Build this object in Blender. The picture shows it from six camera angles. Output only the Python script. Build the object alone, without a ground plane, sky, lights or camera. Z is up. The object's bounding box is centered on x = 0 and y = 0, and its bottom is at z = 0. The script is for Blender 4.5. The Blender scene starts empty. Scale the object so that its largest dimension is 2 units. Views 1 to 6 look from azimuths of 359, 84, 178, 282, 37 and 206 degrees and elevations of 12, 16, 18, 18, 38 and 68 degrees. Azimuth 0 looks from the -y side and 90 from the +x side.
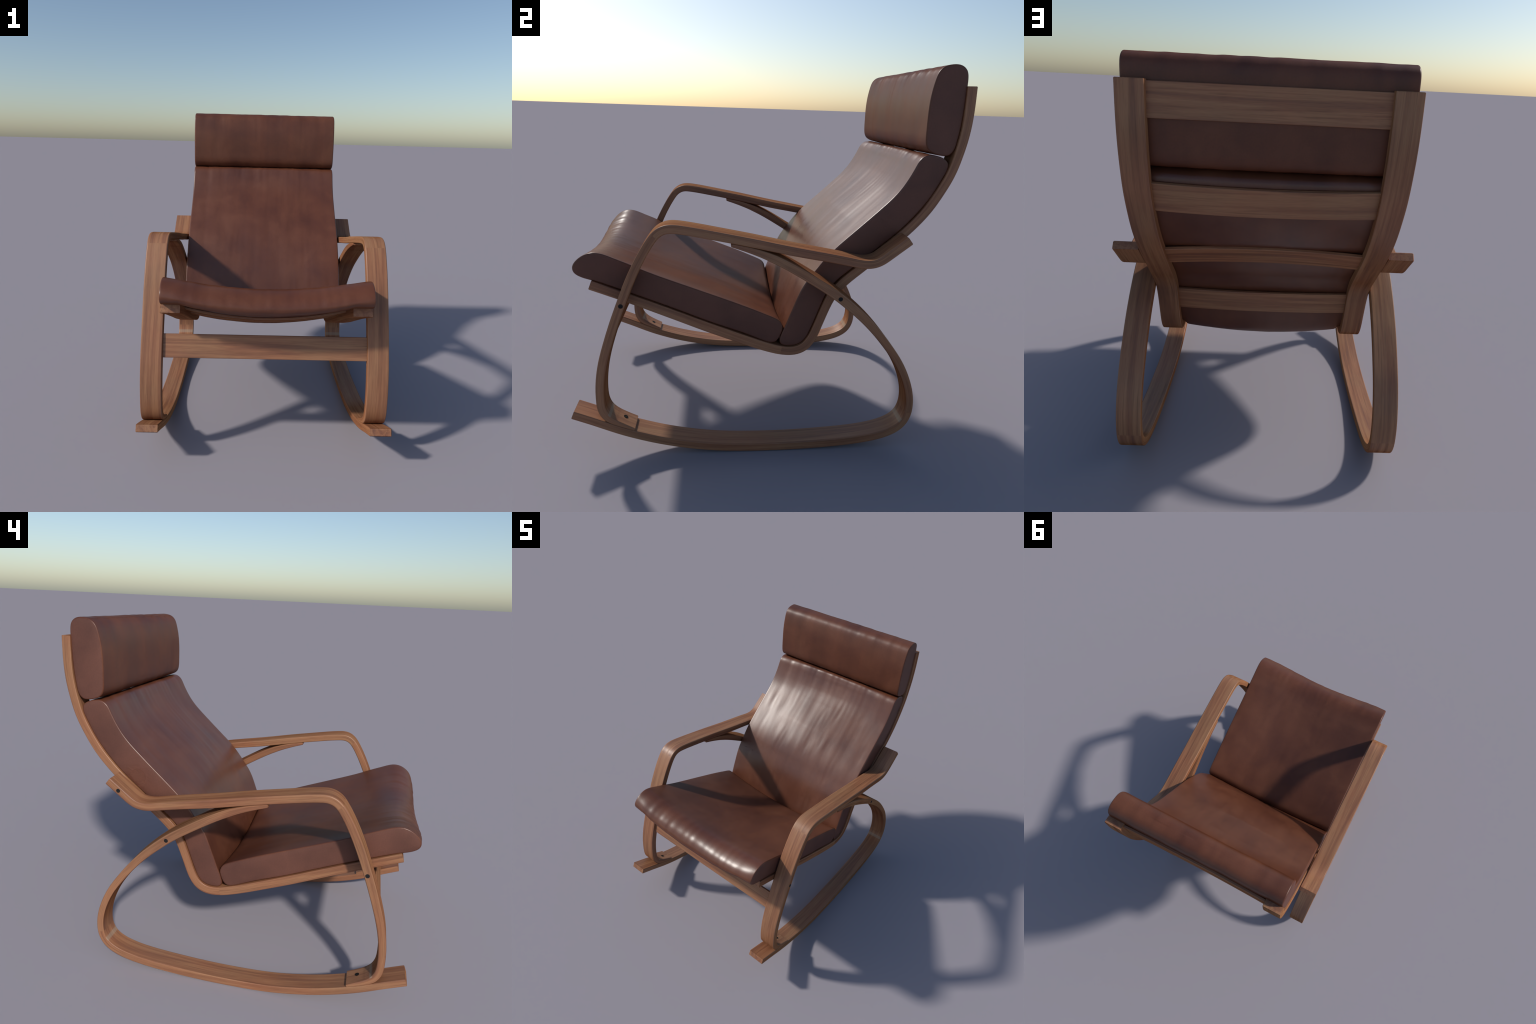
"""Bentwood rocking armchair with brown leather cushions (bpy, Blender 4.5)."""
import math
import bpy
import numpy as np
from mathutils import noise as mnoise

# ------------------------------------------------------------------ helpers
def chord(p, closed=False):
    q = np.vstack([p, p[:1]]) if closed else p
    return np.r_[0, np.cumsum(np.linalg.norm(np.diff(q, axis=0), axis=1))]


def natural_spline(t, y, s):
    """Natural cubic spline through (t, y), evaluated at s."""
    t, y, s = np.asarray(t, float), np.asarray(y, float), np.asarray(s, float)
    n = len(t)
    h = np.diff(t)
    A = np.eye(n)
    b = np.zeros(n)
    for i in range(1, n - 1):
        A[i, i - 1:i + 2] = h[i - 1], 2 * (h[i - 1] + h[i]), h[i]
        b[i] = 6 * ((y[i + 1] - y[i]) / h[i] - (y[i] - y[i - 1]) / h[i - 1])
    m = np.linalg.solve(A, b)
    i = np.clip(np.searchsorted(t, s) - 1, 0, n - 2)
    u, v, hh = t[i + 1] - s, s - t[i], h[i]
    return (m[i] * u**3 + m[i + 1] * v**3) / (6 * hh) + (y[i] / hh - m[i] * hh / 6) * u + (y[i + 1] / hh - m[i + 1] * hh / 6) * v


def curve2(points, step):
    """Open smooth curve through (y, z[, thickness]) points at even steps."""
    p = np.array(points, float)
    t = chord(p[:, :2])
    s = np.linspace(0, t[-1], max(8, int(t[-1] / step)))
    yz = np.c_[natural_spline(t, p[:, 0], s), natural_spline(t, p[:, 1], s)]
    th = np.interp(s, t, p[:, 2]) if p.shape[1] > 2 else None
    return yz, th, s


def loop2(points, count):
    """Closed smooth outline through (y, z) points, count samples."""
    p = np.array(points, float)
    k = 6
    q = np.vstack([p[-k:], p, p[:k + 1]])
    t = chord(q)
    t0, t1 = t[k], t[k + len(p)]
    s = np.linspace(t0, t1, count, endpoint=False)
    o = np.c_[natural_spline(t, q[:, 0], s), natural_spline(t, q[:, 1], s)]
    area = np.sum(o[:, 0] * np.roll(o[:, 1], -1) - np.roll(o[:, 0], -1) * o[:, 1])
    if area < 0:
        o = o[::-1]
    return o


def smoothstep(a, b, v):
    u = np.clip((np.asarray(v, float) - a) / (b - a), 0, 1)
    return u * u * (3 - 2 * u)


class Builder:
    """Collects vertices, faces, vertex normals and grain coordinates."""
    def __init__(self):
        self.v, self.f, self.n, self.along, self.depth = [], [], [], [], []

    def add(self, co, no, along=0.0, depth=0.0):
        self.v.append(tuple(co))
        self.n.append(tuple(no))
        self.along.append(float(along))
        self.depth.append(float(depth))
        return len(self.v) - 1

    def mesh(self, name, mat, mirror=False, grain=True):
        sgn = -1.0 if mirror else 1.0
        me = bpy.data.meshes.new(name)
        me.from_pydata([(sgn * a, b, c) for a, b, c in self.v], [], [f[::-1] if mirror else f for f in self.f])
        me.update()
        me.polygons.foreach_set("use_smooth", [True] * len(me.polygons))
        if grain:
            for key, vals in (("grain_along", self.along), ("grain_depth", self.depth)):
                at = me.attributes.new(key, "FLOAT", "POINT")
                at.data.foreach_set("value", vals)
        me.normals_split_custom_set_from_vertices([(sgn * a, b, c) for a, b, c in self.n])
        me.materials.append(mat)
        return me


ROOT = None


def put(name, me, parent=None):
    ob = bpy.data.objects.new(name, me)
    bpy.context.scene.collection.objects.link(ob)
    ob.parent = parent or ROOT
    return ob


def box_section(hw, ht, r, seg=4):
    """Rounded rectangle in (a = across width, b = thickness), with normals; counter-clockwise."""
    out = []
    for cx, cy, a0 in ((hw - r, ht - r, 0), (-hw + r, ht - r, 90), (-hw + r, -ht + r, 180), (hw - r, -ht + r, 270)):
        for k in range(seg + 1):
            a = math.radians(a0 + 90 * k / seg)
            out.append((cx + r * math.cos(a), cy + r * math.sin(a), math.cos(a), math.sin(a)))
    return out


def strip_rings(ctrl, xc, hw, bevel, step=0.012, chamfer=0.003):
    """Bent laminated strip: list of rings along the centre line. Each ring: list of (co, no, along, depth)."""
    yz, th, s = curve2(ctrl, step)
    th = th + .0015
    tan = np.gradient(yz, axis=0)
    tan /= np.linalg.norm(tan, axis=1)[:, None]
    nor = np.c_[-tan[:, 1], tan[:, 0]]
    rings = []
    L = len(s)
    stations = [(0, 0.0, chamfer)] + [(i, chamfer if i == 0 else (-chamfer if i == L - 1 else 0), 0.0) for i in range(L)] + [(L - 1, 0.0, chamfer)]
    for i, shift, inset in stations:
        ht = th[i] / 2
        r = min(bevel, ht * 0.6)
        ring = []
        for a, b, na, nb in box_section(hw - inset, max(ht - inset, 0.001), max(r - inset, 0.0008)):
            p = yz[i] + tan[i] * shift + nor[i] * b
            n2 = nor[i] * nb
            ring.append(((xc + a, p[0], p[1]), (na, n2[0], n2[1]), s[i], b))
        rings.append(ring)
    return rings, tan, s


def rings_to_builder(rings, tan_first, tan_last, cap_start=True, cap_end=True):
    B = Builder()
    idx = [[B.add(*v) for v in ring] for ring in rings]
    m = len(rings[0])
    for i in range(len(idx) - 1):
        for j in range(m):
            k = (j + 1) % m
            B.f.append((idx[i][j], idx[i][k], idx[i + 1][k], idx[i + 1][j]))
    for flag, ring, t, sg in ((cap_start, rings[0], tan_first, -1), (cap_end, rings[-1], tan_last, 1)):
        if flag:
            c = [B.add(v[0], (0, sg * t[0], sg * t[1]), v[2], v[3]) for v in ring]
            B.f.append(tuple(c) if sg > 0 else tuple(c[::-1]))
    # orientation check: flip all when the first side quad faces inward
    q = B.f[0]
    a, b, c = (np.array(B.v[q[k]]) for k in (0, 1, 2))
    if np.dot(np.cross(b - a, c - a), np.array(B.n[q[0]]) + np.array(B.n[q[1]])) < 0:
        B.f = [f[::-1] for f in B.f]
    return B


def bent_strip(names, ctrl, xc, hw, bevel, mat, cut=None, step=0.012):
    """Build a strip on both sides of the chair; `cut` = arc fraction where the two named parts meet."""
    rings, tan, s = strip_rings(ctrl, xc, hw, bevel, step)
    if cut is None:
        parts = [(names[0], rings_to_builder(rings, tan[0], tan[-1]))]
    else:
        k = int(len(rings) * cut)
        parts = [(names[0], rings_to_builder(rings[:k + 1], tan[0], tan[0], True, False)),
                 (names[1], rings_to_builder(rings[k:], tan[0], tan[-1], False, True))]
    for nm, B in parts:
        for mirror in (False, True):
            put(nm, B.mesh(nm, mat, mirror))


def bowed_plank(name, centre, top_dir, width, thick, bow, half_len, mat, bow_dir=None, bevel=0.003, n=41, flat=0.0):
    """Cross plank between the two sides; centre (y, z) at its ends, bowed by `bow` along bow_dir in the middle."""
    c, u = np.array(centre, float), np.array(top_dir, float)
    u /= np.linalg.norm(u)
    w = np.array((u[1], -u[0]))          # thickness direction (rear side)
    d = w if bow_dir is None else np.array(bow_dir, float)
    B = Builder()
    rows = []
    xs = np.linspace(-half_len, half_len, n)
    for x in xs:
        xn = x / half_len
        off = bow * (1 - xn * xn)
        slope = -2 * bow * xn / half_len
        nx = np.array((1.0, *(d * slope)))
        nx /= np.linalg.norm(nx)
        row = []
        for a, b, na, nb in box_section(width / 2, thick / 2, min(bevel, thick * .4), 3):
            p = c + d * off + u * a + w * b
            nn = np.array((-slope * (nb * np.dot(w, d) + na * np.dot(u, d)), *(u * na + w * nb)))
            nn /= np.linalg.norm(nn)
            row.append(B.add((x, p[0], p[1]), nn, x, a))
        rows.append(row)
    m = len(rows[0])
    for i in range(n - 1):
        for j in range(m):
            k = (j + 1) % m
            B.f.append((rows[i][j], rows[i][k], rows[i + 1][k], rows[i + 1][j]))
    for row, sg in ((rows[0], -1), (rows[-1], 1)):
        ring = [B.add(B.v[j], (sg, 0, 0), B.along[j], B.depth[j]) for j in row]
        B.f.append(tuple(ring) if sg > 0 else tuple(ring[::-1]))
    q = B.f[0]
    a, b, e = (np.array(B.v[q[k]]) for k in (0, 1, 2))
    if np.dot(np.cross(b - a, e - a), np.array(B.n[q[0]]) + np.array(B.n[q[1]])) < 0:
        B.f = [f[::-1] for f in B.f]
    return put(name, B.mesh(name, mat))


# ------------------------------------------------------------------ materials
def new_material(name):
    mat = bpy.data.materials.new(name)
    mat.use_nodes = True
    nt = mat.node_tree
    return mat, nt, nt.nodes["Principled BSDF"]


def node(nt, kind, **props):
    n = nt.nodes.new(kind)
    for k, v in props.items():
        if k in n.inputs:
            n.inputs[k].default_value = v
        else:
            setattr(n, k, v)
    return n


def ramp(nt, fac, stops):
    r = nt.nodes.new("ShaderNodeValToRGB")
    e = r.color_ramp.elements
    while len(e) > 1:
        e.remove(e[-1])
    e[0].position, e[0].color = stops[0][0], (*stops[0][1], 1)
    for p, c in stops[1:]:
        x = e.new(p)
        x.color = (*c, 1)
    nt.links.new(fac, r.inputs[0])
    return r.outputs[0]


def mix(nt, fac, a, b, mode="MIX"):
    m = nt.nodes.new("ShaderNodeMix")
    m.data_type, m.blend_type = "RGBA", mode
    for sock, val in ((m.inputs[0], fac), (m.inputs[6], a), (m.inputs[7], b)):
        if isinstance(val, (int, float)):
            sock.default_value = val
        elif isinstance(val, tuple):
            sock.default_value = (*val, 1)
        else:
            nt.links.new(val, sock)
    return m.outputs[2]


def math_node(nt, op, a, b=0.0):
    m = nt.nodes.new("ShaderNodeMath")
    m.operation = op
    for sock, val in ((m.inputs[0], a), (m.inputs[1], b)):
        if isinstance(val, (int, float)):
            sock.default_value = val
        else:
            nt.links.new(val, sock)
    return m.outputs[0]


def grazing_gloss(nt, bsdf, level, loss, start=.45):
    """Specular level that falls off toward grazing angles (worn, dusty finish)."""
    lw = node(nt, "ShaderNodeLayerWeight", Blend=.5)
    mr = node(nt, "ShaderNodeMapRange", interpolation_type="SMOOTHSTEP")
    mr.inputs["From Min"].default_value, mr.inputs["From Max"].default_value = start, start + .37
    nt.links.new(lw.outputs["Facing"], mr.inputs[0])
    f = mr.outputs[0]
    nt.links.new(math_node(nt, "MULTIPLY", math_node(nt, "SUBTRACT", 1.0, math_node(nt, "MULTIPLY", f, loss)), level), bsdf.inputs["Specular IOR Level"])


def wood_material(name, cross, seed, band=None):
    """Oiled walnut-toned veneer. Grain runs along the strip: coordinates (along, x, depth)."""
    mat, nt, bsdf = new_material(name)
    along = node(nt, "ShaderNodeAttribute", attribute_name="grain_along").outputs["Fac"]
    depth = node(nt, "ShaderNodeAttribute", attribute_name="grain_depth").outputs["Fac"]
    tc = node(nt, "ShaderNodeTexCoord").outputs["Object"]
    sep = nt.nodes.new("ShaderNodeSeparateXYZ")
    nt.links.new(tc, sep.inputs[0])
    info = node(nt, "ShaderNodeObjectInfo").outputs["Random"]
    com = nt.nodes.new("ShaderNodeCombineXYZ")
    nt.links.new(math_node(nt, "ADD", math_node(nt, "MULTIPLY", along, 1.0), math_node(nt, "MULTIPLY", info, 37.0)), com.inputs[0])
    if cross:                      # planks: their length runs along x already
        nt.links.new(depth, com.inputs[1])
        nt.links.new(sep.outputs[1], com.inputs[2])
    else:
        nt.links.new(sep.outputs[0], com.inputs[1])
        nt.links.new(depth, com.inputs[2])

    def streaks(sx, sw, detail, rough, dist, off):
        mp = node(nt, "ShaderNodeMapping")
        mp.inputs["Scale"].default_value = (sx, sw, sw)
        mp.inputs["Location"].default_value = (off, off * .7, seed)
        nt.links.new(com.outputs[0], mp.inputs[0])
        t = node(nt, "ShaderNodeTexNoise", Scale=1.0, Detail=detail, Roughness=rough, Distortion=dist)
        nt.links.new(mp.outputs[0], t.inputs["Vector"])
        return t.outputs["Fac"]

    broad = streaks(1.1, 30.0, 3, .5, .8, 1.0)
    mid = streaks(1.6, 60.0 if cross else 80.0, 4, .5, .5, 5.0)
    fine = streaks(14.0, 420.0, 3, .6, .0, 9.0)
    patch = streaks(2.6, 4.0, 2, .5, .0, 13.0)
    col = ramp(nt, broad, [(.25, WOOD_DARK), (.45, WOOD_MID), (.60, WOOD_LIGHT), (.8, WOOD_MID)])
    line = ramp(nt, mid, [(.34, (.60, .55, .53)), (.45, (1, 1, 1)), (.7, (1.08, 1.07, 1.04))])
    uneven = streaks(3.0, 9.0, 2, .5, .3, 21.0)
    col = mix(nt, ramp(nt, uneven, [(.35, (.10,) * 3), (.65, (.70,) * 3)]), col, line, "MULTIPLY")
    pore = ramp(nt, fine, [(.35, (.8, .77, .75)), (.55, (1.04, 1.03, 1.02))])
    col = mix(nt, .7, col, pore, "MULTIPLY")
    hue = ramp(nt, patch, [(.35, (1.04, .95, .92)), (.65, (.97, 1.03, 1.02))])
    col = mix(nt, .8, col, hue, "MULTIPLY")
    if not cross:                  # glue lines between the veneer plies
        ply = math_node(nt, "SINE", math_node(nt, "MULTIPLY", depth, 2 * math.pi / .0086))
        col = mix(nt, .6, col, ramp(nt, ply, [(.0, (1, 1, 1)), (.72, (1, 1, 1)), (1.0, (.80, .76, .74))]), "MULTIPLY")
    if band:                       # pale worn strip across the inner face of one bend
        s0, s1, side, face = band
        centre, half = (s0 + s1) / 2, (s1 - s0) / 2
        near = math_node(nt, "SUBTRACT", 1.0, math_node(nt, "DIVIDE", math_node(nt, "ABSOLUTE", math_node(nt, "SUBTRACT", along, centre)), half))
        near = math_node(nt, "MINIMUM", math_node(nt, "MAXIMUM", math_node(nt, "MULTIPLY", near, 2.5), 0.0), 1.0)
        inner = math_node(nt, "GREATER_THAN", math_node(nt, "MULTIPLY", depth, side), face)
        col = mix(nt, math_node(nt, "MULTIPLY", math_node(nt, "MULTIPLY", near, inner), .42), col, (.33, .28, .21))
    nt.links.new(col, bsdf.inputs["Base Color"])
    rr = ramp(nt, mid, [(.3, (.50,) * 3), (.7, (.40,) * 3)])
    nt.links.new(rr, bsdf.inputs["Roughness"])
    grazing_gloss(nt, bsdf, .5, 1.0, .33)
    bump = node(nt, "ShaderNodeBump", Strength=.12, Distance=.002)
    nt.links.new(math_node(nt, "ADD", mid, math_node(nt, "MULTIPLY", fine, .5)), bump.inputs["Height"])
    nt.links.new(bump.outputs[0], bsdf.inputs["Normal"])
    return mat


def leather_material(name, tone, rough, streak, spec=.42, graze=.9, highlight_gloss=None, crumple=None):
    mat, nt, bsdf = new_material(name)
    tc = node(nt, "ShaderNodeTexCoord").outputs["Object"]

    def tex(scale, detail, dist=0.0, rgh=.5, loc=0.0, kind="ShaderNodeTexNoise"):
        mp = node(nt, "ShaderNodeMapping")
        mp.inputs["Scale"].default_value = scale
        mp.inputs["Location"].default_value = (loc, loc * 1.3, loc * .6)
        nt.links.new(tc, mp.inputs[0])
        t = node(nt, kind, Scale=1.0, Detail=detail)
        if kind == "ShaderNodeTexNoise":
            t.inputs["Distortion"].default_value = dist
            t.inputs["Roughness"].default_value = rgh
            nt.links.new(mp.outputs[0], t.inputs["Vector"])
            return t.outputs["Fac"]
        nt.links.new(mp.outputs[0], t.inputs["Vector"])
        return t.outputs["Distance"]

    dark, base, light = tone
    cloud = tex((4.2, 4.2, 4.2), 4, .4, .55, 2.0)
    vert = tex((13.0, 1.6, 1.6), 3, .2, .5, 5.0)
    col = ramp(nt, cloud, [(.30, dark), (.5, base), (.72, light)])
    vcol = ramp(nt, vert, [(.32, (.88, .89, .90)), (.5, (1, 1, 1)), (.7, (1.10, 1.07, 1.04))])
    col = mix(nt, streak, col, vcol, "MULTIPLY")
    grain = tex((150.0, 150.0, 150.0), 3, 0, .6, 8.0)
    gcol = ramp(nt, grain, [(.35, (.90, .88, .87)), (.65, (1.06, 1.06, 1.06))])
    col = mix(nt, .7, col, gcol, "MULTIPLY")
    nt.links.new(col, bsdf.inputs["Base Color"])
    r1 = ramp(nt, math_node(nt, "ADD", math_node(nt, "MULTIPLY", cloud, .5), math_node(nt, "MULTIPLY", vert, .5)),
              [(.35, (rough - .03,) * 3), (.65, (rough + .04,) * 3)])
    sep = nt.nodes.new("ShaderNodeSeparateXYZ")
    nt.links.new(tc, sep.inputs[0])
    if highlight_gloss:                     # roughness lowered toward the front roll to bring out its highlights
        y0, y1, gloss = highlight_gloss
        mr = node(nt, "ShaderNodeMapRange")
        mr.inputs["From Min"].default_value, mr.inputs["From Max"].default_value = y0, y1
        nt.links.new(sep.outputs[1], mr.inputs[0])
        r1 = mix(nt, mr.outputs[0], r1, (gloss,) * 3)
    rub = None
    if crumple:                    # one glossy crumpled spot
        centre, radius = crumple
        vd = node(nt, "ShaderNodeVectorMath", operation="DISTANCE")
        nt.links.new(tc, vd.inputs[0])
        vd.inputs[1].default_value = centre
        mr = node(nt, "ShaderNodeMapRange")
        mr.inputs["From Min"].default_value, mr.inputs["From Max"].default_value = radius, radius * .55
        nt.links.new(vd.outputs["Value"], mr.inputs[0])
        rub = mr.outputs[0]
        r1 = mix(nt, rub, r1, (.27,) * 3)
    nt.links.new(r1, bsdf.inputs["Roughness"])
    grazing_gloss(nt, bsdf, spec, graze)
    pebble = tex((420.0, 420.0, 420.0), 2, 0, .5, 3.0, "ShaderNodeTexVoronoi")
    h = math_node(nt, "ADD", math_node(nt, "MULTIPLY", pebble, .35), grain)
    if rub is not None:
        fold = tex((14.0, 13.0, 20.0), 2, .8, .45, 4.0)
        ridge = math_node(nt, "ABSOLUTE", math_node(nt, "SUBTRACT", fold, .5))
    bump = node(nt, "ShaderNodeBump", Strength=.10, Distance=.0015)
    nt.links.new(h, bump.inputs["Height"])
    out = bump.outputs[0]
    if rub is not None:
        crush = node(nt, "ShaderNodeBump", Strength=.45, Distance=.02)
        nt.links.new(math_node(nt, "MULTIPLY", ridge, rub), crush.inputs["Height"])
        nt.links.new(out, crush.inputs["Normal"])
        out = crush.outputs[0]
    nt.links.new(out, bsdf.inputs["Normal"])
    return mat


def plain_material(name, color, rough, metal=0.0):
    mat, nt, bsdf = new_material(name)
    tc = node(nt, "ShaderNodeTexCoord").outputs["Object"]
    t = node(nt, "ShaderNodeTexNoise", Scale=160.0, Detail=3.0)
    nt.links.new(tc, t.inputs["Vector"])
    c = ramp(nt, t.outputs["Fac"], [(.3, tuple(v * .75 for v in color)), (.7, tuple(v * 1.2 for v in color))])
    nt.links.new(c, bsdf.inputs["Base Color"])
    bsdf.inputs["Roughness"].default_value = rough
    bsdf.inputs["Metallic"].default_value = metal
    bsdf.inputs["Specular IOR Level"].default_value = .12
    return mat


WOOD_DARK = (.182, .080, .048)
WOOD_MID = (.256, .114, .059)
WOOD_LIGHT = (.322, .158, .081)
LEATHER = ((.090, .0295, .0165), (.111, .0370, .0190), (.136, .0485, .0245))
SIDE_LEATHER = ((.094, .037, .026), (.118, .0465, .0315), (.140, .0555, .0375))

# ------------------------------------------------------------------ the chair
ROOT = bpy.data.objects.new("rocking_chair", None)
bpy.context.scene.collection.objects.link(ROOT)
ROOT.location = (0, 0, 0)
ROOT["label"] = "bentwood rocking armchair with padded brown leather cushions"
ROOT["category"] = "rocking chair"

wood = wood_material("bent_veneer", False, 3.0)
rocker_wood = wood_material("rocker_veneer", False, 5.0, (1.778, 1.814, 1, .0165))
arm_wood = wood_material("arm_veneer", False, 8.0, (.143, .170, -1, .0145))
plank_wood = wood_material("plank_veneer", True, 11.0)
seat_leather = leather_material("seat_leather", LEATHER, .50, .4, .48, .95, (-.72, -.86, .33))
back_leather = leather_material("back_leather", LEATHER, .34, .5, .60, .74)
head_leather = leather_material("headrest_leather", LEATHER, .42, .8, .42, .97)
side_leather = leather_material("side_leather", SIDE_LEATHER, .58, .2, .44, .4, None, ((-.565, .575, 1.160), .085))
steel = plain_material("dark_steel", (.018, .017, .018), .55, .0)
shadow_hole = plain_material("painted_hole_shade", (.012, .011, .010), .7)  # black drawn for the unlit depth of the hole in the foot plate

# ---- bentwood side frames; (y, z, thickness) along each centre line
ROCKER = [(-0.980, 0.242, 0.042), (-0.861, 0.194, 0.042), (-0.755, 0.149, 0.042), (-0.643, 0.110, 0.043), (-0.533, 0.079, 0.043),
          (-0.419, 0.055, 0.043), (-0.311, 0.038, 0.043), (-0.187, 0.027, 0.043), (-0.075, 0.0232, 0.043), (0.049, 0.0224, 0.043),
          (0.175, 0.025, 0.044), (0.295, 0.031, 0.045), (0.419, 0.040, 0.045), (0.530, 0.053, 0.044), (0.630, 0.074, 0.044),
          (0.700, 0.102, 0.043), (0.745, 0.138, 0.041), (0.769, 0.181, 0.039), (0.779, 0.244, 0.038), (0.770, 0.325, 0.037),
          (0.742, 0.411, 0.037), (0.700, 0.495, 0.038), (0.636, 0.587, 0.040), (0.566, 0.674, 0.042), (0.493, 0.751, 0.044),
          (0.406, 0.828, 0.046), (0.324, 0.891, 0.046), (0.224, 0.955, 0.044), (0.116, 1.019, 0.043), (0.020, 1.068, 0.040),
          (-0.070, 1.103, 0.031), (-0.189, 1.136, 0.015)]
ARM = [(-0.674, 0.150, 0.013), (-0.765, 0.191, 0.027), (-0.810, 0.223, 0.038), (-0.831, 0.259, 0.040), (-0.840, 0.322, 0.039),
       (-0.836, 0.420, 0.040), (-0.819, 0.522, 0.041), (-0.790, 0.627, 0.041), (-0.753, 0.739, 0.042), (-0.711, 0.853, 0.042),
       (-0.667, 0.963, 0.042), (-0.619, 1.064, 0.041), (-0.568, 1.151, 0.040), (-0.532, 1.192, 0.040), (-0.495, 1.209, 0.041),
       (-0.437, 1.209, 0.042), (-0.323, 1.191, 0.042), (-0.202, 1.169, 0.042), (-0.081, 1.146, 0.043), (0.041, 1.121, 0.043),
       (0.161, 1.098, 0.043), (0.281, 1.077, 0.042), (0.401, 1.054, 0.042), (0.488, 1.042, 0.041), (0.533, 1.050, 0.041),
       (0.592, 1.088, 0.042), (0.689, 1.165, 0.042)]
RAIL = [(-0.885, 0.895, 0.048), (-0.765, 0.849, 0.046), (-0.651, 0.805, 0.047), (-0.534, 0.758, 0.048), (-0.419, 0.711, 0.049),
        (-0.302, 0.663, 0.050), (-0.190, 0.620, 0.050), (-0.074, 0.576, 0.050), (0.026, 0.542, 0.049), (0.112, 0.523, 0.047),
        (0.168, 0.526, 0.047), (0.207, 0.544, 0.047), (0.241, 0.583, 0.046), (0.275, 0.661, 0.044), (0.315, 0.772, 0.044),
        (0.351, 0.848, 0.046), (0.399, 0.907, 0.047), (0.486, 0.984, 0.046), (0.581, 1.067, 0.044), (0.675, 1.150, 0.044),
        (0.748, 1.224, 0.045), (0.812, 1.304, 0.046), (0.863, 1.388, 0.045), (0.906, 1.476, 0.044), (0.936, 1.578, 0.045),
        (0.954, 1.674, 0.046), (0.961, 1.784, 0.048), (0.960, 1.900, 0.048)]

bent_strip(("rocker", "rear_support"), ROCKER, .638, .061, .005, rocker_wood, cut=.565)
bent_strip(("front_leg", "armrest"), ARM, .638, .061, .0065, arm_wood, cut=.475)
bent_strip(("seat_rail", "back_rail"), RAIL, .5185, .0555, .005, wood, cut=.375)

# ---- cross planks of the back: (bottom point, top point, bow toward the rear)
RAIL_HALF = .464
# (low edge and high edge of the rear face, bow to the rear, droop along the back)
for low, high, bow, droop in (((.957, 1.758), (.958, 1.894), -.007, .0), ((.8555, 1.3755), (.914, 1.5025), .009, .008),
                              ((.559, 1.0445), (.6735, 1.147), -.0185, .0), ((.2755, .680), (.325, .813), .009, .004)):
    low, high = np.array(low), np.array(high)
    u = (high - low) / np.linalg.norm(high - low)
    w = np.array((u[1], -u[0]))
    t = .016
    c = (low + high) / 2 - w * t / 2
    d = w * bow - u * droop
    size = float(np.linalg.norm(d))
    bowed_plank("back_slat", c, u, np.linalg.norm(high - low), t, size, RAIL_HALF, plank_wood, bow_dir=d / size if size else None)

# ---- bowed planks under the seat cushion, between the seat rails
ry, rth, rs = curve2(RAIL, .01)
for y0, bow in ((-.640, .058), (-.34, .050), (-.04, .045)):
    i = int(np.argmin(np.abs(ry[:60, 0] - y0) if False else np.abs(ry[:, 0] - y0) + (ry[:, 1] > .95) * 9))
    t = ry[i + 1] - ry[i - 1]
    t /= np.linalg.norm(t)
    n = np.array((-t[1], t[0])) * (1 if t[0] > 0 else -1)
    c = ry[i] + n * .016
    bowed_plank("seat_slat", c, t, .125, .014, bow, RAIL_HALF, plank_wood, bow_dir=(0, -1))

# ---- straight plank joining the two front legs
lean = np.array((.304, 1.0))
lean /= np.linalg.norm(lean)
bowed_plank("front_stretcher", np.array((-.800, .586)) + lean * .0605, lean, .134, .016, 0, .580, plank_wood, n=5)

# ---- bolts
def disc(name, centre, axis_x, radius, height, mat, mirror, socket=True):
    """Flat dark disc with a faint inner ring, axis along x (or along the given yz normal)."""
    B = Builder()
    a = np.array(axis_x, float)
    a /= np.linalg.norm(a)
    e1 = np.cross(a, (0, 0, 1.0)) if abs(a[2]) < .9 else np.cross(a, (1.0, 0, 0))
    e1 /= np.linalg.norm(e1)
    e2 = np.cross(a, e1)
    c = np.array(centre, float)
    prof = [(radius, -.004, 1, 0), (radius, height, .3, 1), (radius * .9, height, 0, 1), (radius * .48, height, 0, 1)]
    if socket:
        prof += [(radius * .46, height, -1, 0), (radius * .44, height - .0003, -1, 0)]
    seg = 24
    rows = []
    for r, h, nr, nh in prof:
        row = []
        for k in range(seg):
            t = 2 * math.pi * k / seg
            d = e1 * math.cos(t) + e2 * math.sin(t)
            n = d * nr + a * nh
            row.append(B.add(c + d * r + a * h, n / np.linalg.norm(n)))
        rows.append(row)
    for i in range(len(rows) - 1):
        for k in range(seg):
            j = (k + 1) % seg
            B.f.append((rows[i][k], rows[i][j], rows[i + 1][j], rows[i + 1][k]))
    B.f.append(tuple(B.add(B.v[k], a) for k in rows[-1]))
    put(name, B.mesh(name, mat, mirror, grain=False))


for mirror in (False, True):
    for y, z in ((-.716, .831), (.3585, .8635), (.628, 1.118))[:3 if mirror else 2]:
        disc("bolt", (.699, y, z), (1, 0, 0), .0114, .0006, steel, mirror)
    ay, ath, arc = curve2(ARM, .004)
    k = int(np.searchsorted(arc, .062))
    tv = (ay[k + 1] - ay[k - 1]) / np.linalg.norm(ay[k + 1] - ay[k - 1])
    nv = np.array((tv[1], -tv[0]))
    pc = ay[k] + nv * ath[k] / 2
    disc("hole_shadow_disc", (.630, pc[0], pc[1]), (0, nv[0], nv[1]), .0120, .0022, shadow_hole, mirror)

# ------------------------------------------------------------------ cushions
rng = np.random.default_rng(7)


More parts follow.
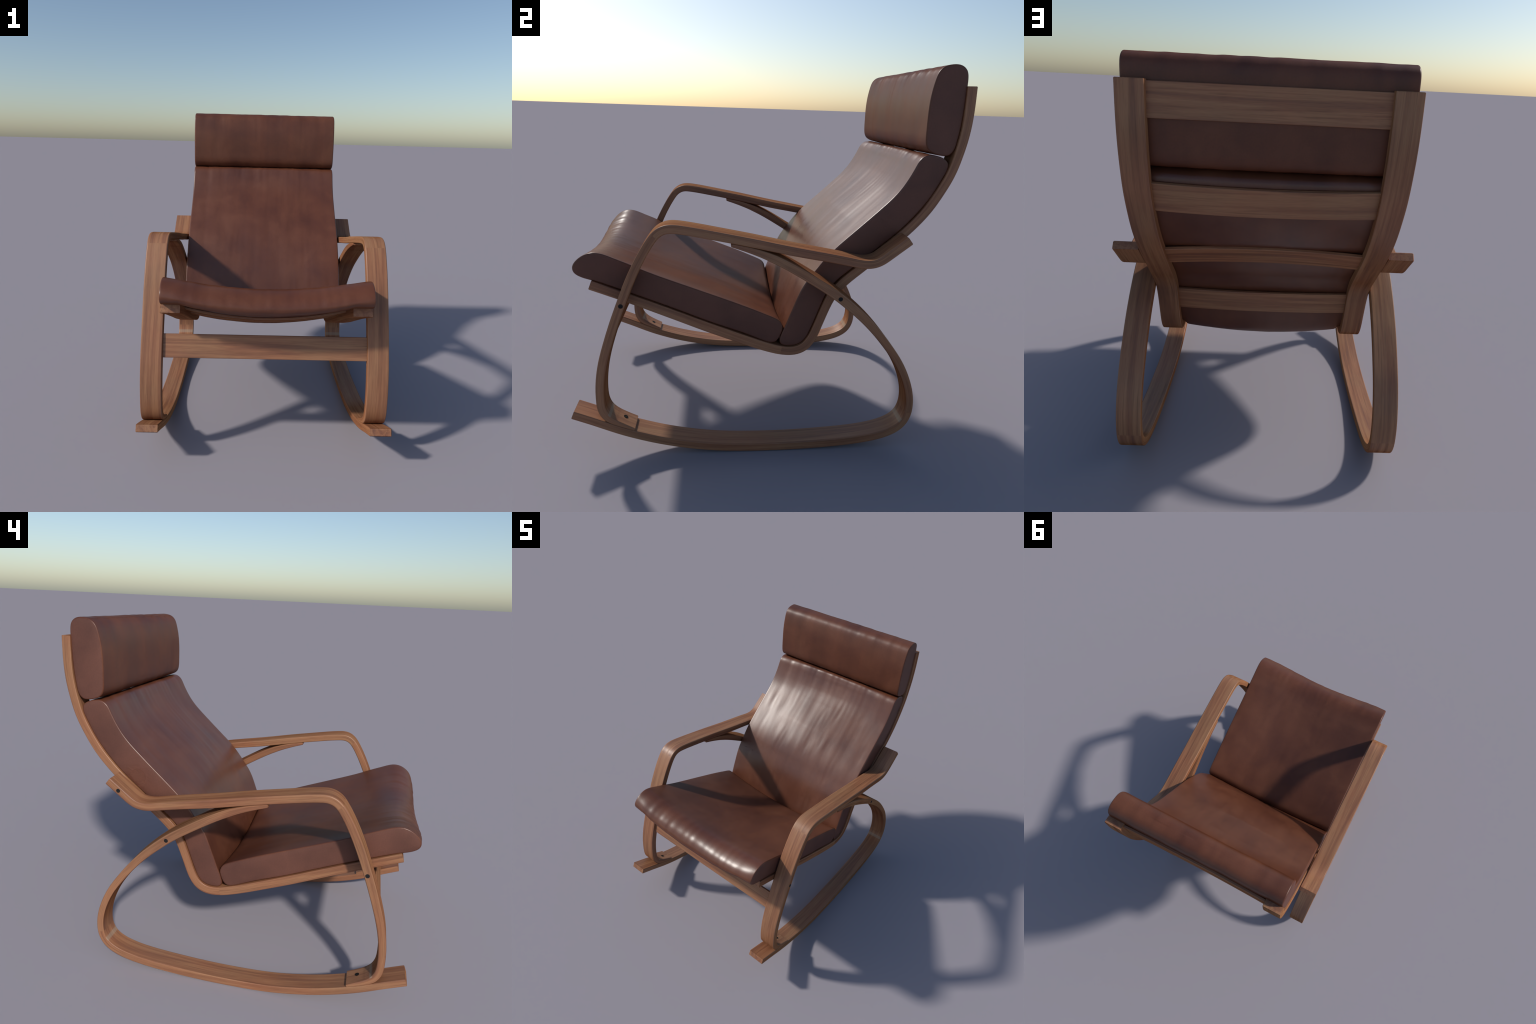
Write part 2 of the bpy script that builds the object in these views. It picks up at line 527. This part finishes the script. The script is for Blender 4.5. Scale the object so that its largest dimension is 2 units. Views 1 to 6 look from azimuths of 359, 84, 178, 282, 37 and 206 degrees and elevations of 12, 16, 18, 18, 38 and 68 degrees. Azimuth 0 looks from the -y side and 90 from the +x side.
def puckers(seed, lo, hi, count):
    r = np.random.default_rng(seed)
    f = r.uniform(lo, hi, count)
    p = r.uniform(0, 2 * math.pi, count)
    a = r.uniform(.4, 1, count)
    return lambda x: sum(a[k] * math.sin(2 * math.pi * f[k] * x + p[k]) for k in range(count)) / a.sum()


def cushion(name, outline, half, support, sag_of, pucker_at, seed, mat, count=240, stations=187, edge=.007, nose_of=None, crease=.0011):
    """Padded leather block: outline (y, z) swept across x, sagging between the rails, puckered near its rims."""
    o = loop2(outline, count)
    t = np.roll(o, -1, 0) - np.roll(o, 1, 0)
    t /= np.linalg.norm(t, axis=1)[:, None]
    nrm = np.c_[t[:, 1], -t[:, 0]]                 # outward for counter-clockwise
    s = chord(o, True)[:-1]
    sup = smoothstep(-.1, .75, nrm @ np.array(support))      # 1 = lies on the frame
    wob = puckers(seed, 6, 11, 5)
    wob2 = puckers(seed + 1, 13, 24, 5)
    pk = np.array([pucker_at(p, n) for p, n in zip(o, nrm)])
    sag = [sag_of(p) for p in o]
    nose = [nose_of(p) if nose_of else 0.0 for p in o]
    # stations over the width with a rounded edge on both sides
    r = edge
    xs = np.linspace(-(half - r), half - r, stations)
    rows = [(-(half - r * (1 - math.sin(a))), r * (1 - math.cos(a))) for a in np.radians((90, 70, 50, 30, 12))]
    rows += [(x, 0.0) for x in xs]
    rows += [(half - r * (1 - math.sin(a)), r * (1 - math.cos(a))) for a in np.radians((12, 30, 50, 70, 90))]
    V = []
    for x, inset in rows:
        xn = abs(x) / half
        full = max(1 - xn ** 2, 0)
        xr = min(abs(x) / RAIL_HALF, 1)
        held = 1 - xr ** 2
        fade = 1 - xn ** 10
        ring = []
        for k in range(count):
            amp, power, direc, under, drop = sag[k]
            g = amp * (1 - sup[k]) * full ** power + sup[k] * (under * held + drop * float(smoothstep(1.0, .93, xr)))
            p = o[k] + np.array(direc) * g
            p = p - np.array((nose[k] * 4 * xn * xn * full, 0.0))
            d = pk[k] * (.0026 * wob(x) * (.55 + .9 * abs(mnoise.noise((x * 3.3, seed, 0)))) + .0007 * wob2(x)) * fade
            d += .0016 * fade * mnoise.noise((x * 8, s[k] * 3.4, seed * 3.1))
            patchy = min(max(.5 + 1.6 * mnoise.noise((x * 4.5, s[k] * 4.5, seed * 7.3)), .1), 1.2)
            d += crease * patchy * fade * mnoise.noise((x * 15, s[k] * 3.4, seed * 5.7))
            d += crease * .5 * patchy * fade * mnoise.noise((x * 31, s[k] * 6.5, seed * 1.9))
            p = p + nrm[k] * (d - inset)
            ring.append((x, p[0], p[1]))
        V.append(ring)
    verts = [v for ring in V for v in ring]
    faces = []
    R = len(V)
    for i in range(R - 1):
        for k in range(count):
            j = (k + 1) % count
            faces.append((i * count + k, i * count + j, (i + 1) * count + j, (i + 1) * count + k))
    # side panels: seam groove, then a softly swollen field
    for side, base in ((-1, 0), (1, (R - 1) * count)):
        prev = [base + k for k in range(count)]
        ring0 = V[0] if side < 0 else V[-1]
        for inset, dx in ((.0030, .0005), (.0070, .0009), (.013, .0015), (.020, .0022)):
            start = len(verts)
            for k in range(count):
                verts.append((ring0[k][0] + side * dx, ring0[k][1] - nrm[k][0] * inset, ring0[k][2] - nrm[k][1] * inset))
            cur = [start + k for k in range(count)]
            for k in range(count):
                j = (k + 1) % count
                faces.append((prev[k], cur[k], cur[j], prev[j]) if side < 0 else (prev[k], prev[j], cur[j], cur[k]))
            prev = cur
        faces.append(tuple(prev[::-1]) if side > 0 else tuple(prev))
    body_faces = (R - 1) * count
    me = bpy.data.meshes.new(name)
    me.from_pydata(verts, [], faces)
    me.update()
    # make all normals face out
    vol = 0.0
    a = np.array([verts[i] for i in faces[len(faces) // 2][:3]])
    n = np.cross(a[1] - a[0], a[2] - a[0])
    mid = np.array([0, o[:, 0].mean(), o[:, 1].mean()])
    import bmesh
    bm = bmesh.new()
    bm.from_mesh(me)
    bmesh.ops.recalc_face_normals(bm, faces=bm.faces)
    bm.to_mesh(me)
    bm.free()
    me.polygons.foreach_set("use_smooth", [True] * len(me.polygons))
    me.materials.append(mat)
    me.materials.append(side_leather)
    me.polygons.foreach_set("material_index", [0 if i < body_faces else 1 for i in range(len(me.polygons))])
    me.update()
    return put(name, me)


SEAT = [(-.966, .986), (-.963, .961), (-.938, .938), (-.880, .917), (-.737, .867), (-.60, .814), (-.44, .750), (-.25, .673), (-.09, .614),
        (-.02, .583), (.015, .570), (.039, .568), (.061, .578), (.076, .600), (.086, .624), (.092, .650), (.087, .673), (.073, .693),
        (.050, .708), (.0, .730), (-.067, .758), (-.25, .829), (-.458, .906), (-.633, .975), (-.70, 1.005), (-.765, 1.032), (-.815, 1.052),
        (-.860, 1.060), (-.904, 1.050), (-.943, 1.023)]
BACK = [(.078, .573), (.080, .597), (.090, .63), (.103, .660), (.122, .712), (.140, .760), (.163, .822), (.180, .862), (.207, .910),
        (.253, .974), (.283, 1.015), (.346, 1.087), (.426, 1.163), (.49, 1.222), (.57, 1.297), (.645, 1.375), (.690, 1.440), (.727, 1.512),
        (.745, 1.545), (.764, 1.562), (.79, 1.571), (.818, 1.569), (.863, 1.556), (.888, 1.535), (.893, 1.508), (.878, 1.468), (.832, 1.378),
        (.748, 1.262), (.678, 1.186), (.56, 1.083), (.44, .979), (.393, .940), (.350, .897), (.314, .840), (.288, .772), (.265, .705),
        (.241, .640), (.225, .603), (.207, .576), (.18, .557), (.15, .549), (.11, .548), (.088, .556)]
HEAD = [(.850, 1.996), (.878, 1.998), (.909, 1.990), (.930, 1.970), (.938, 1.943), (.9395, 1.90), (.9385, 1.81), (.9335, 1.72), (.924, 1.645),
        (.911, 1.595), (.888, 1.571), (.858, 1.567), (.828, 1.572), (.795, 1.583), (.773, 1.602), (.762, 1.633), (.759, 1.68), (.7585, 1.775),
        (.764, 1.855), (.777, 1.923), (.794, 1.966), (.818, 1.987)]


def seat_sag(p):
    y = p[0]
    amp = float(np.interp(y, (-.95, -.80, -.60, -.30, .0, .09), (.058, .057, .052, .052, .060, .060)))
    power = float(np.interp(y, (-.80, -.55, -.10, .05), (1.12, 1.8, 1.5, 1.2)))
    under = float(np.interp(y, (-.85, -.70, -.50, -.20, .05), (.056, .056, .048, .044, .050)))
    return amp, power, (-.12 * float(smoothstep(-.88, -.95, y)), -1), under, .018 * float(smoothstep(-.2, .05, y))


def back_sag(p):
    z = p[1]
    amp = float(np.interp(z, (.55, .65, .85, 1.0, 1.2, 1.35, 1.43, 1.52, 1.55, 1.57), (.052, .045, .022, .002, -.015, -.006, .007, .015, .012, -.002)))
    under = float(np.interp(z, (.55, .65, .72, .80, .95, 1.02, 1.09, 1.17, 1.30, 1.38, 1.50), (.042, .030, .020, .008, .001, -.006, -.015, -.005, -.001, .002, .010)))
    lean = float(np.interp(z, (.55, .75, .95, 1.1), (-.1, .05, .5, .75)))
    return amp, 1.3 + .9 * float(smoothstep(1.0, 1.2, z) * smoothstep(1.5, 1.38, z)), (lean, -math.sqrt(1 - lean * lean)), under, .022 * float(smoothstep(.64, .55, z))


def head_sag(p):
    w = float(smoothstep(1.565, 1.61, p[1]))
    rear = float(np.interp(p[1], (1.57, 1.62, 1.74, 1.85, 1.95), (.006, .010, .003, -.001, -.002)))
    return .003, 1.2, (w, w - 1), rear, .0


cushion("seat_cushion", SEAT, .565, (-.36, -.93), seat_sag,
        lambda p, n: .8 * float(smoothstep(-.70, -.88, p[0])) * (1.0 if n[1] > -.5 else .4) + .12, 21, seat_leather,
        nose_of=lambda p: .009 * float(smoothstep(-.90, -.95, p[0])), crease=.0006)
cushion("back_cushion", BACK, .563, (.75, -.66), back_sag,
        lambda p, n: .45 * float(smoothstep(1.40, 1.55, p[1])) + .25, 33, back_leather)
cushion("headrest", HEAD, .563, (1, -.05), head_sag,
        lambda p, n: .30 * float(smoothstep(1.90, 1.98, p[1])) + .3 * float(smoothstep(1.66, 1.58, p[1])) + .12, 45, head_leather)
